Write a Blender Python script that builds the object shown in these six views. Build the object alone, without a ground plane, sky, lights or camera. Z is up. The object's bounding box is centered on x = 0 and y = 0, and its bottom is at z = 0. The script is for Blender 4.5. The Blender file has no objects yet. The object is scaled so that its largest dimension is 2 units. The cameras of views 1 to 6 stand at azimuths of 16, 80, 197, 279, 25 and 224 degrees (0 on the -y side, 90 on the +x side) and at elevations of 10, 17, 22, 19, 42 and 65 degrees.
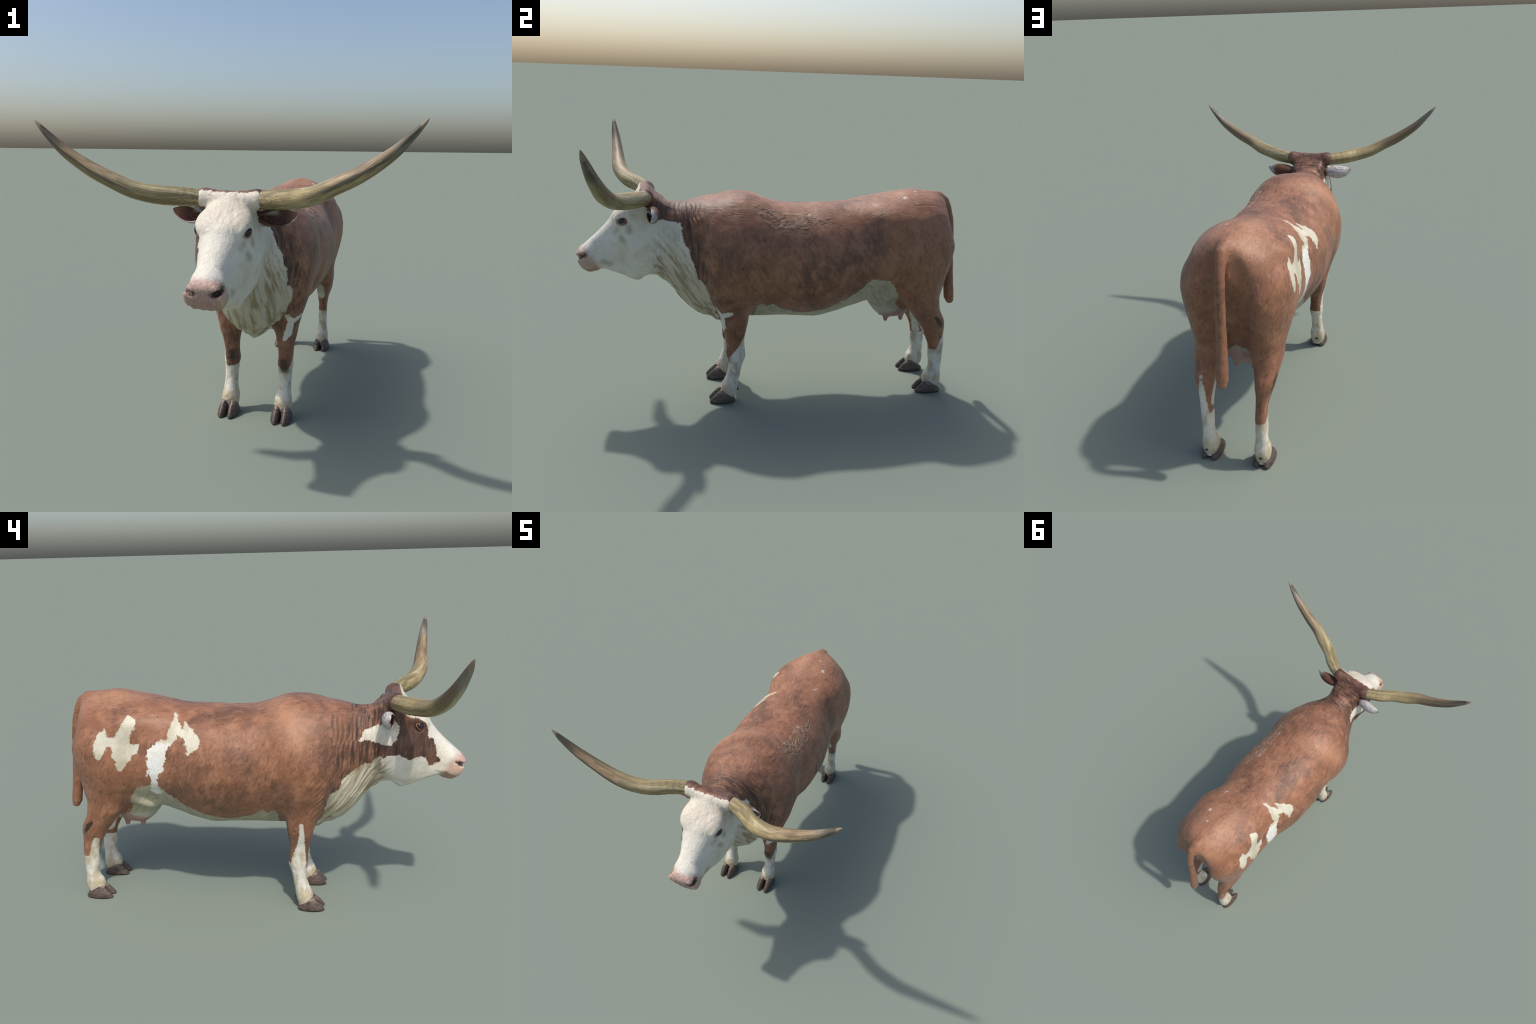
import math
import numpy as np

# =====================================================================
#  SHAPE FIELD : the body is one implicit surface, built from lofted
#  parts (torso+neck, head, limbs, tail, udder) that are blended smoothly
# =====================================================================
STEP = 0.005
AX = np.arange(0.5 * STEP, 0.345, STEP)            # x > 0 half, mirrored later
AY = np.arange(-1.03, 1.045, STEP)
AZ = np.arange(0.012, 1.155, STEP)
FAR = 0.25


def curve(xk, yk, x):
    """cubic Hermite through (xk, yk), clamped outside, no overshoot"""
    xk, yk, x = np.asarray(xk, float), np.asarray(yk, float), np.asarray(x, float)
    if xk[0] > xk[-1]:
        xk, yk = xk[::-1], yk[::-1]
    h, d = np.diff(xk), np.diff(yk) / np.diff(xk)
    m = np.zeros_like(yk)
    m[0], m[-1] = d[0], d[-1]
    same = d[:-1] * d[1:] > 0
    w1, w2 = 2 * h[1:] + h[:-1], h[1:] + 2 * h[:-1]
    m[1:-1][same] = ((w1 + w2)[same] / (w1[same] / d[:-1][same] + w2[same] / d[1:][same]))
    x = np.clip(x, xk[0], xk[-1])
    i = np.clip(np.searchsorted(xk, x) - 1, 0, len(xk) - 2)
    t = (x - xk[i]) / h[i]
    return (yk[i] * (1 + 2 * t) * (1 - t) ** 2 + m[i] * h[i] * t * (1 - t) ** 2
            + yk[i + 1] * t * t * (3 - 2 * t) + m[i + 1] * h[i] * t * t * (t - 1))


def smooth_min(a, b, k):
    h = np.maximum(k - np.abs(a - b), 0) / k
    return np.minimum(a, b) - h * h * h * (k / 6)


class Box:
    """sub-block of the sampling grid"""

    def __init__(self, x, y, z):
        cut = lambda ax, r: slice(*np.searchsorted(ax, [r[0], r[1]]))
        self.s = (cut(AX, x), cut(AY, y), cut(AZ, z))
        self.x = AX[self.s[0]][:, None, None].astype(np.float32)
        self.y = AY[self.s[1]][None, :, None].astype(np.float32)
        self.z = AZ[self.s[2]][None, None, :].astype(np.float32)

    def union(self, field, f, k):
        field[self.s] = smooth_min(field[self.s], f.astype(np.float32), k)


def as_distance(F):
    """turn a level function into a distance-like one near its zero set"""
    g = np.gradient(F, STEP)
    n = np.sqrt(g[0] ** 2 + g[1] ** 2 + g[2] ** 2)
    return np.clip(F / np.maximum(n, 1.5), -FAR, FAR)


def torso_field(B):
    y = B.y
    T = np.array(TORSO)
    top, bot, w, zc, pu, pd = (curve(T[:, 0], T[:, i], y) for i in range(1, 7))
    up = B.z > zc
    s = np.where(up, (B.z - zc) / np.maximum(top - zc, .004), (zc - B.z) / np.maximum(zc - bot, .004))
    p = np.where(up, pu, pd)
    a = np.abs(B.x) / np.maximum(w, .004)
    d = as_distance((a ** p + s ** p + 1e-9) ** (1 / p) - 1)
    d = np.maximum(d, .7 * (np.hypot(B.x, B.z - zc) - np.maximum(np.maximum(w, top - zc), zc - bot)))
    d = -smooth_min(-d, T[-1, 0] - y + 0 * d, .03)
    return -smooth_min(-d, y - T[0, 0] + 0 * d, .02)


def limb_field(B, table):
    T = np.array(table)
    yf, yb, xi, xo, p = (curve(T[:, 0], T[:, i], B.z) for i in range(1, 6))
    a = np.abs(B.y - (yf + yb) / 2) / np.maximum((yb - yf) / 2, .003)
    b = np.abs(B.x - (xi + xo) / 2) / np.maximum((xo - xi) / 2, .003)
    F = (a ** p + b ** p + 1e-9) ** (1 / p) - 1
    over = B.z - T[:, 0].max()
    d = as_distance(F)
    d = np.maximum(d, .7 * (np.hypot(B.x - (xi + xo) / 2, B.y - (yf + yb) / 2) - np.maximum(yb - yf, xo - xi) / 2))
    return -smooth_min(-d, -over, .08 if T[0, 0] > .9 else .001)


HEAD_O = np.array([-.66, 1.0])
HEAD_A = np.array([-.81, -.588]) / math.hypot(.81, .588)
HEAD_N = np.array([HEAD_A[1], -HEAD_A[0]])


def head_point(t, n, x=0.):
    q = HEAD_O + t * HEAD_A + n * HEAD_N
    return np.array([x, q[0], q[1]])


def head_tn(y, z):
    dy, dz = y - HEAD_O[0], z - HEAD_O[1]
    return dy * HEAD_A[0] + dz * HEAD_A[1], dy * HEAD_N[0] + dz * HEAD_N[1]


def head_field(B):
    t, n = head_tn(B.y, B.z)
    tt = np.array(HEAD_TOP), np.array(HEAD_BOT), np.array(HEAD_W)
    top, bot = curve(tt[0][:, 0], tt[0][:, 1], t), curve(tt[1][:, 0], tt[1][:, 1], t)
    w, k, p = (curve(tt[2][:, 0], tt[2][:, i], t) for i in (1, 2, 3))
    c, h = (top + bot) / 2, np.maximum((top - bot) / 2, .004)
    s = (n - c) / h
    wx = np.maximum(w * (1 + k * np.clip(s, -1.2, 1.2)), .004)
    a = np.abs(B.x) / wx
    F = (a ** p + np.abs(s) ** p + 1e-9) ** (1 / p) - 1
    d = as_distance(F)
    d = np.maximum(d, .7 * (np.hypot(B.x, n - c) - np.maximum(wx, h)))
    over = np.maximum(t - HEAD_TOP[-1][0], HEAD_TOP[0][0] - t)
    return np.maximum(d, over)


def ellipsoid(B, c, r, tilt=0.):
    """ellipsoid; tilt turns its y and z axes about x (radians)"""
    dy, dz = B.y - c[1], B.z - c[2]
    ct, st = math.cos(tilt), math.sin(tilt)
    q = ((B.x - c[0]) / r[0]) ** 2 + ((dy * ct + dz * st) / r[1]) ** 2 + ((dz * ct - dy * st) / r[2]) ** 2
    q1 = ((B.x - c[0]) / r[0] ** 2) ** 2 + ((dy * ct + dz * st) / r[1] ** 2) ** 2 + ((dz * ct - dy * st) / r[2] ** 2) ** 2
    k0, k1 = np.sqrt(q), np.sqrt(q1) + 1e-6
    return k0 * (k0 - 1) / k1


def cone(B, a, b, ra, rb):
    a, b = np.asarray(a, float), np.asarray(b, float)
    d = b - a
    px, py, pz = B.x - a[0], B.y - a[1], B.z - a[2]
    h = np.clip((px * d[0] + py * d[1] + pz * d[2]) / (d @ d), 0, 1)
    return np.sqrt((px - h * d[0]) ** 2 + (py - h * d[1]) ** 2 + (pz - h * d[2]) ** 2) - (ra + (rb - ra) * h)


def around(*pts, pad=.05):
    P = np.array(pts, float)
    lo, hi = P.min(0) - pad, P.max(0) + pad
    return Box((lo[0], hi[0]), (lo[1], hi[1]), (lo[2], hi[2]))


def blob(field, c, r, k, tilt=0., cut=False):
    R = max(r) + 1.6 * k + .03
    B = Box((c[0] - R, c[0] + R), (c[1] - R, c[1] + R), (c[2] - R, c[2] + R))
    e = ellipsoid(B, c, r, tilt)
    if cut:
        field[B.s] = -smooth_min(-field[B.s], e.astype(np.float32), k)
    else:
        B.union(field, e, k)


def rod(field, pts, k, cut=False):
    """chain of tapered capsules (x, y, z, r)"""
    pts = np.array(pts, float)
    R = pts[:, 3].max() + 1.6 * k + .02
    lo, hi = pts[:, :3].min(0) - R, pts[:, :3].max(0) + R
    B = Box((lo[0], hi[0]), (lo[1], hi[1]), (lo[2], hi[2]))
    f = None
    for p, q in zip(pts[:-1], pts[1:]):
        c = cone(B, p[:3], q[:3], p[3], q[3])
        f = c if f is None else np.minimum(f, c)
    if cut:
        field[B.s] = -smooth_min(-field[B.s], f.astype(np.float32), k)
    else:
        B.union(field, f, k)

# ---------------------------------------------------------------- tables
# torso and neck, station by station along the spine:
#   y, top, bottom, half width, height of greatest width, roundness up / down
TORSO = [
    (-.690, 1.015, .74, .078, .88, 2.0, 2.0),
    (-.650, 1.034, .672, .108, .86, 2.0, 2.0),
    (-.600, 1.028, .643, .109, .87, 2.0, 1.75),
    (-.550, 1.029, .602, .120, .85, 2.0, 1.85),
    (-.500, 1.028, .543, .142, .82, 2.05, 2.05),
    (-.450, 1.036, .482, .171, .80, 2.2, 1.95),
    (-.400, 1.046, .441, .205, .79, 2.4, 1.7),
    (-.350, 1.055, .421, .232, .78, 2.45, 1.50),
    (-.300, 1.066, .394, .246, .78, 2.5, 1.40),
    (-.250, 1.076, .402, .252, .78, 2.48, 1.43),
    (-.200, 1.077, .418, .256, .77, 2.45, 1.55),
    (-.150, 1.072, .425, .258, .76, 2.35, 1.68),
    (-.100, 1.055, .425, .262, .75, 2.3, 1.72),
    (.000, 1.026, .423, .275, .74, 2.2, 1.66),
    (.100, 1.020, .420, .281, .73, 2.2, 1.64),
    (.200, 1.022, .413, .281, .73, 2.2, 1.62),
    (.300, 1.027, .432, .269, .73, 2.2, 1.58),
    (.400, 1.040, .465, .252, .74, 2.2, 1.55),
    (.500, 1.061, .500, .246, .76, 2.15, 1.65),
    (.600, 1.081, .515, .248, .78, 2.0, 1.85),
    (.700, 1.094, .542, .241, .80, 1.95, 2.0),
    (.780, 1.087, .63, .198, .84, 1.9, 2.0),
    (.830, 1.075, .75, .148, .90, 1.9, 2.0),
    (.862, 1.053, .83, .100, .95, 1.9, 2.0),
    (.884, 1.02, .90, .062, .96, 2.0, 2.0),
]
# limbs from top to sole: z, front, back, inside, outside, roundness
FORELIMB = [
    (1.000, -.23, -.19, .12, .150, 2.0),
    (.960, -.27, -.15, .10, .190, 2.0),
    (.920, -.32, -.11, .06, .226, 2.0),
    (.860, -.370, -.085, .04, .256, 2.1),
    (.780, -.400, -.075, .03, .268, 2.2),
    (.650, -.385, -.108, .03, .256, 2.1),
    (.570, -.352, -.140, .040, .230, 2.1),
    (.500, -.320, -.158, .055, .207, 2.2),
    (.450, -.303, -.163, .074, .194, 2.2),
    (.400, -.290, -.172, .087, .184, 2.2),
    (.350, -.278, -.179, .095, .174, 2.2),
    (.300, -.271, -.176, .098, .170, 2.2),
    (.260, -.269, -.172, .095, .170, 2.3),
    (.225, -.262, -.182, .099, .167, 2.2),
    (.190, -.260, -.192, .103, .165, 2.2),
    (.145, -.266, -.199, .105, .163, 2.2),
    (.110, -.279, -.207, .098, .167, 2.2),
    (.085, -.291, -.209, .090, .173, 2.3),
    (.060, -.296, -.212, .090, .173, 2.3),
    (.030, -.286, -.222, .094, .168, 2.3),
]
HINDLIMB = [
    (1.030, .73, .77, .09, .11, 2.0),
    (.990, .69, .815, .06, .165, 2.0),
    (.940, .65, .850, .040, .202, 1.75),
    (.880, .60, .880, .034, .238, 1.7),
    (.820, .56, .894, .033, .250, 1.7),
    (.740, .55, .887, .036, .245, 1.7),
    (.660, .57, .869, .042, .230, 1.75),
    (.600, .60, .859, .049, .218, 1.85),
    (.550, .638, .850, .057, .210, 2.0),
    (.500, .672, .852, .072, .206, 2.2),
    (.460, .705, .862, .082, .198, 2.2),
    (.425, .731, .880, .090, .190, 2.2),
    (.390, .758, .892, .096, .180, 2.2),
    (.350, .782, .897, .101, .168, 2.2),
    (.310, .806, .903, .103, .160, 2.2),
    (.260, .823, .907, .103, .156, 2.2),
    (.200, .829, .907, .102, .155, 2.2),
    (.150, .838, .907, .101, .155, 2.2),
    (.120, .832, .907, .096, .158, 2.2),
    (.090, .815, .911, .090, .164, 2.3),
    (.065, .812, .912, .090, .164, 2.3),
    (.030, .824, .900, .094, .160, 2.3),
]
# head, along an axis that dips towards the muzzle: t, offset from that axis
HEAD_TOP = [(-.085, .005), (-.06, .076), (-.02, .092), (.06, .086), (.134, .075), (.1835, .058), (.238, .047),
            (.30, .037), (.35, .033), (.386, .030), (.407, .016), (.417, -.018), (.427, -.050)]
HEAD_BOT = [(-.085, -.05), (-.06, -.10), (.0, -.20), (.10, -.262), (.18, -.273), (.245, -.273), (.27, -.253), (.2816, -.228),
            (.309, -.182), (.337, -.136), (.358, -.116), (.385, -.107), (.405, -.091), (.418, -.071), (.427, -.055)]
# t, half width, widening towards the top, squareness
HEAD_W = [(-.085, .080, 0, 2.5), (-.06, .096, .0, 2.6), (-.02, .108, -.02, 2.8), (.05, .119, -.06, 2.8), (.12, .117, -.08, 2.8), (.18, .104, -.06, 2.7),
          (.24, .086, -.04, 2.6), (.30, .070, .0, 2.7), (.35, .070, .0, 3.0), (.386, .078, .03, 3.4), (.405, .078, .05, 3.6), (.417, .069, .05, 3.3), (.427, .03, 0, 2.5)]
TAIL = [(0, .80, 1.044, .036), (0, .84, 1.050, .033), (0, .875, 1.034, .026), (0, .899, 1.000, .022), (0, .920, .935, .021), (0, .934, .850, .021),
        (0, .944, .740, .021), (0, .953, .640, .023), (0, .962, .560, .025), (0, .972, .500, .026), (0, .980, .478, .020)]


EYE_C = (.118, -.772, .953)


def body_field():
    f = np.full((len(AX), len(AY), len(AZ)), FAR, np.float32)
    B = Box((0, .345), (-.85, 1.0), (.28, 1.155))
    B.union(f, torso_field(B), .001)
    B = Box((0, .345), (-.62, .16), (.0, 1.155))
    B.union(f, limb_field(B, FORELIMB), .055)
    B = Box((0, .345), (.40, 1.045), (.0, 1.155))
    B.union(f, limb_field(B, HINDLIMB), .08)
    blob(f, (.130, .585, .955), (.090, .13, .062), .10)           # hip bone
    # udder
    blob(f, (0, .635, .490), (.100, .125, .082), .07)
    blob(f, (.02, .625, .447), (.06, .075, .040), .05)
    blob(f, (.118, .555, .565), (.050, .070, .030), .08, tilt=.5)      # fold of the flank
    for y, z in ((.600, .382), (.685, .386)):
        rod(f, [(.042, y, z + .055, .022), (.043, y, z + .022, .0125), (.044, y, z + .006, .0105)], .02)
    # tail
    blob(f, (.060, .905, .965), (.030, .040, .070), .05, cut=True)              # hollow beside the tail
    rod(f, TAIL, .018)
    # head
    B = Box((0, .26), (-1.03, -.45), (.48, 1.155))
    B.union(f, head_field(B), .05)
    blob(f, head_point(.085, .040, .070), (.040, .058, .036), .05, tilt=.63)       # brow
    blob(f, head_point(.12, -.10, .052), (.062, .10, .085), .07, tilt=.63)          # cheek
    rod(f, [(.0, -.674, 1.064, .034), (.060, -.670, 1.066, .036), (.106, -.664, 1.0685, .0415)], .020)        # horn bosses
    # nostrils, with a raised rim, and eye sockets
    for sx, sy, sz, r in ((.036, -.992, .757, .009), (.047, -.988, .757, .0125), (.059, -.980, .765, .0115), (.068, -.962, .778, .008)):
        blob(f, (sx, sy, sz), (r * 1.15, r * 1.6, r * .8), .012, cut=True)
    blob(f, EYE_C, (.020, .024, .017), .02, cut=True)
    return f


# ------------------------------------------------------------ surface nets
def surface(half):
    f = np.concatenate([half[::-1], half], 0)
    ax = np.concatenate([-AX[::-1], AX])
    ins = f < 0
    corners = [(i, j, k) for i in (0, 1) for j in (0, 1) for k in (0, 1)]
    nx, ny, nz = f.shape
    part = lambda A, c: A[c[0]:nx - 1 + c[0], c[1]:ny - 1 + c[1], c[2]:nz - 1 + c[2]]
    cnt = sum(part(ins, c).astype(np.int8) for c in corners)
    act = (cnt > 0) & (cnt < 8)
    I, J, K = np.nonzero(act)
    idx = np.full(act.shape, -1, np.int64)
    idx[I, J, K] = np.arange(len(I))
    acc, num = np.zeros((len(I), 3)), np.zeros(len(I))
    for a in corners:
        for d in range(3):
            if a[d]:
                continue
            b = list(a)
            b[d] = 1
            fa, fb = f[I + a[0], J + a[1], K + a[2]], f[I + b[0], J + b[1], K + b[2]]
            x = (fa < 0) != (fb < 0)
            t = np.where(x, fa / np.where(fa == fb, 1, fa - fb), 0)
            q = np.tile(np.array(a, float), (len(I), 1))
            q[:, d] += t
            acc[x] += q[x]
            num[x] += 1
    V = acc / num[:, None]
    V = np.stack([ax[I] + V[:, 0] * STEP, AY[J] + V[:, 1] * STEP, AZ[K] + V[:, 2] * STEP], 1)
    quads = []
    for d in range(3):
        u, v = (d + 1) % 3, (d + 2) % 3
        sl = [slice(1, n - 1) for n in f.shape]
        sl0, sl1 = list(sl), list(sl)
        sl0[d], sl1[d] = slice(0, f.shape[d] - 1), slice(1, f.shape[d])
        A, Bm = ins[tuple(sl0)], ins[tuple(sl1)]
        P = np.argwhere(A != Bm)
        flip = ~A[tuple(P.T)]
        off = np.ones(3, int)
        off[d] = 0
        P = P + off
        def cell(du, dv):
            Q = P.copy()
            Q[:, u] -= du
            Q[:, v] -= dv
            return idx[tuple(Q.T)]
        q = np.stack([cell(1, 1), cell(0, 1), cell(0, 0), cell(1, 0)], 1)
        q[flip] = q[flip][:, ::-1]
        quads.append(q)
    Q = np.vstack(quads)
    return V, Q, f, ax


def sample(f, ax, P):
    """trilinear value and gradient of the field at points"""
    o = np.array([ax[0], AY[0], AZ[0]])
    g = (P - o) / STEP
    i = np.clip(np.floor(g).astype(int), 0, np.array(f.shape) - 2)
    t = np.clip(g - i, 0, 1)
    c = [[[f[i[:, 0] + a, i[:, 1] + b, i[:, 2] + e] for e in (0, 1)] for b in (0, 1)] for a in (0, 1)]
    x, y, z = t.T
    lerp = lambda p, q, s: p + (q - p) * s
    v = lerp(lerp(lerp(c[0][0][0], c[0][0][1], z), lerp(c[0][1][0], c[0][1][1], z), y), lerp(lerp(c[1][0][0], c[1][0][1], z), lerp(c[1][1][0], c[1][1][1], z), y), x)
    gx = lerp(lerp(c[1][0][0] - c[0][0][0], c[1][0][1] - c[0][0][1], z), lerp(c[1][1][0] - c[0][1][0], c[1][1][1] - c[0][1][1], z), y)
    gy = lerp(lerp(c[0][1][0] - c[0][0][0], c[0][1][1] - c[0][0][1], z), lerp(c[1][1][0] - c[1][0][0], c[1][1][1] - c[1][0][1], z), x)
    gz = lerp(lerp(c[0][0][1] - c[0][0][0], c[0][1][1] - c[0][1][0], y), lerp(c[1][0][1] - c[1][0][0], c[1][1][1] - c[1][1][0], y), x)
    return v, np.stack([gx, gy, gz], 1) / STEP


def relax(V, Q, rounds, keep=None, lam=.5):
    n = len(V)
    E = np.vstack([Q[:, [0, 1]], Q[:, [1, 2]], Q[:, [2, 3]], Q[:, [3, 0]]])
    deg = np.bincount(E.ravel(), minlength=n)
    for r in range(rounds):
        l = lam if r % 2 == 0 else -lam * 1.04
        S = np.stack([np.bincount(E[:, 0], V[E[:, 1], d], n) + np.bincount(E[:, 1], V[E[:, 0], d], n) for d in range(3)], 1)
        V = V + l * (S / deg[:, None] - V)
    return V

# =====================================================================
#  SURFACE RELIEF : wrinkles, muscle hollows, tufts (mesh displacement)
# =====================================================================
RELIEF = True
EYE_LIFT = -.003
TEAT_Y = (.600, .685)
_rng = np.random.RandomState(11)
_perm = np.r_[_rng.permutation(256)]
_perm = np.r_[_perm, _perm, _perm]
_val = _rng.uniform(-1, 1, 256)


def noise(P):
    """smooth value noise in 3D, about -1..1"""
    i = np.floor(P).astype(int)
    t = P - i
    t = t * t * t * (t * (t * 6 - 15) + 10)
    i &= 255
    r = 0
    for a in (0, 1):
        for b in (0, 1):
            for c in (0, 1):
                w = (t[:, 0] if a else 1 - t[:, 0]) * (t[:, 1] if b else 1 - t[:, 1]) * (t[:, 2] if c else 1 - t[:, 2])
                r = r + w * _val[_perm[_perm[_perm[(i[:, 0] + a) & 255] + ((i[:, 1] + b) & 255)] + ((i[:, 2] + c) & 255)]]
    return r


def step(a, b, x):
    t = np.clip((x - a) / (b - a), 0, 1)
    return t * t * (3 - 2 * t)


def near(P, c, r):
    return np.exp(-(((P - np.array(c)) / np.array(r)) ** 2).sum(1))


def along(P, pts, r):
    """soft band around a chain of points"""
    pts = np.array(pts, float)
    best = np.full(len(P), 9.)
    for p, q in zip(pts[:-1], pts[1:]):
        d = q - p
        h = np.clip((P - p) @ d / (d @ d), 0, 1)
        best = np.minimum(best, np.linalg.norm(P - p - h[:, None] * d, axis=1))
    return np.exp(-(best / r) ** 2)


def relief(V, N):
    M = V.copy()
    M[:, 0] = np.abs(M[:, 0])
    x, y, z = V.T
    ax_ = np.abs(x)
    t, n = head_tn(y, z)
    d = .0028 * noise(V * 9 + 3) + .0012 * noise(V * 22 + 7)
    headness = step(-.60, -.66, y)
    # vertical folds on the side of the neck, behind the cheek
    u = y + .10 * (z - .85) + .012 * noise(V * 14)
    zone = step(-.33, -.44, y) * step(-.635, -.60, y) * step(.70, .78, z) * step(1.05, .98, z)
    d += zone * .0042 * np.sin(2 * np.pi * u / .0215 + 1.5 * noise(V * [6, 6, 5])) * (.55 + .45 * noise(V * [9, 9, 6] + 20))
    # hanging folds of the dewlap, running down and back
    across = .80 * y + .60 * z + .22 * ax_ + .012 * noise(V * 12 + 9)
    zone = step(.80, .72, z) * step(-.24, -.33, y) * step(-.68, -.60, y)
    fold = np.sin(2 * np.pi * across / .046 + 3.4 * noise(V * [9, 5, 5] + 4))
    d += zone * .0052 * (1 - np.abs(fold)) ** 1.5 * (.7 + .5 * noise(V * [12, 8, 8])) - zone * .0022
    # front of the breast: folds fan out from the midline
    zone = step(-.33, -.42, y) * step(.75, .62, z) * step(.16, .02, ax_)
    d += zone * .0035 * np.sin(2 * np.pi * ax_ / .036 + 3 * noise(V * [4, 6, 6] + 31))
    # muscle hollows
    d -= .013 * near(M, (.26, -.055, .60), (.12, .040, .10))        # behind the elbow
    d -= .006 * near(M, (.26, -.06, .80), (.10, .05, .12))          # behind the shoulder blade
    d -= .005 * near(M, (.23, .45, .90), (.10, .07, .07))           # hollow of the flank
    d -= .016 * near(M, (.15, -.115, .475), (.07, .035, .06))       # armpit
    d += .007 * near(M, (.26, -.20, .86), (.10, .07, .12))          # shoulder blade
    d += .006 * near(M, (.24, -.33, .68), (.08, .05, .07))          # point of the shoulder
    d += .005 * near(M, (.17, .86, .43), (.05, .05, .05))           # hock
    d -= .004 * along(M, [(.16, .855, .38), (.155, .872, .30), (.155, .875, .16)], .012)      # tendon groove, hind
    d -= .0035 * along(M, [(.165, -.205, .22), (.165, -.215, .12)], .010)                      # tendon groove, fore
    d += .004 * along(M, [(.13, -.262, .14), (.13, -.284, .095)], .02)
    for ry in np.arange(.0, .36, .052):                              # ribs, barely there
        d += .0014 * along(M, [(.20, ry - .02, .92), (.28, ry, .75), (.23, ry + .03, .58)], .018)
    # head: lips, cheek ridge, chin, hair tufts of the forehead
    d -= .0050 * along(M, [(0, -.990, .706), (.040, -.978, .700), (.066, -.945, .702), (.072, -.900, .714), (.072, -.862, .728)], .0055)
    d += .0030 * along(M, [(.072, -.930, .722), (.074, -.885, .735)], .014)
    d += .0045 * along(M, [(.10, -.79, .925), (.095, -.85, .85), (.085, -.87, .80)], .014)    # facial crest
    d -= .0040 * along(M, [(.115, -.70, .98), (.118, -.72, .90), (.115, -.69, .80)], .02)     # temple to jaw
    d += .0040 * along(M, [(.085, -.745, .985), (.097, -.785, .980), (.090, -.812, .958)], .014)
    top = headness * step(.02, .05, n) * step(.30, .16, t) * step(.105, .075, ax_)
    tuft = noise(np.stack([x * 75 + 2 * noise(V * 30), t * 28, n * 30], 1)) + .35 * noise(np.stack([x * 140, t * 60, n * 60], 1) + 50)
    d += top * .0019 * tuft
    # nose wrinkles
    d += step(.36, .39, t) * headness * .0004 * noise(V * 170)
    # belly veins and udder folds
    d += .003 * near(M, (0.05, .62, .50), (.12, .14, .07)) * noise(V * [10, 14, 40])
    # tangled hair scar on the left of the back
    for s in SCAR:
        d += .0016 * along(V, [p[:3] for p in s], .0075)
    lower = step(.02, .04, z)
    return d * lower


# =====================================================================
#  MATERIALS
# =====================================================================
import bpy

# tangled strands of pale hair (x, y, z, radius)
SCAR = [
    [(.143, -.150, 1.036, .007), (.140, -.112, 1.024, .009), (.150, -.080, 1.012, .006), (.163, -.046, .989, .0045), (.186, -.008, .965, .004), (.206, -.030, .946, .004), (.212, -.062, .944, .0035), (.196, -.097, .976, .0035), (.172, -.122, 1.006, .006)],
    [(.141, -.075, 1.012, .004), (.142, -.020, .999, .0035), (.141, .030, .991, .003), (.140, .075, .988, .004), (.140, .122, .985, .008), (.160, .150, .973, .004), (.178, .187, .966, .003)],
    [(.176, .070, .960, .003), (.186, .092, .953, .004), (.196, .080, .946, .003)],
    [(.205, -.020, .945, .003), (.206, .030, .944, .002), (.198, .060, .950, .003)],
]
PALE_HAIR = [(.192, -.138, .994, .004), (.165, -.148, 1.012, .010)]
CREAM = [   # jagged cream patches on the right side
    [(-.108, .361, 1.014, .002), (-.150, .356, .985, .012), (-.188, .350, .955, .028), (-.218, .359, .913, .022), (-.224, .367, .900, .014), (-.234, .412, .875, .030)],
    [(-.160, .309, .980, .004), (-.209, .283, .934, .027), (-.237, .258, .897, .036), (-.254, .273, .858, .012)],
    [(-.195, .345, .940, .020), (-.205, .300, .935, .022)],
    [(-.231, .412, .880, .030), (-.242, .436, .830, .047), (-.248, .440, .784, .040), (-.246, .452, .735, .018), (-.231, .459, .681, .018), (-.217, .459, .640, .030)],
    [(-.242, .489, .733, .006), (-.245, .478, .755, .008)],
    [(-.194, .569, 1.006, .010), (-.217, .558, .983, .030), (-.232, .588, .936, .032), (-.237, .611, .880, .040), (-.243, .600, .836, .048), (-.248, .609, .789, .024), (-.248, .615, .758, .007)],
    [(-.237, .600, .870, .034), (-.236, .545, .858, .022), (-.231, .522, .880, .007)],
    [(-.223, .684, .950, .004), (-.234, .693, .916, .025), (-.249, .707, .868, .033), (-.257, .717, .830, .018)],
    [(-.245, .690, .890, .022), (-.236, .629, .894, .021)],
]
PALER_ORANGE = [[(-.05, .55, 1.06, .03), (-.06, .68, 1.07, .06), (-.07, .82, 1.00, .06)], [(.05, .60, 1.07, .03), (.06, .76, 1.06, .04)],
            [(-.02, -.10, 1.06, .03), (-.16, -.16, 1.02, .05), (-.25, -.22, .92, .04)]]
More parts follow.
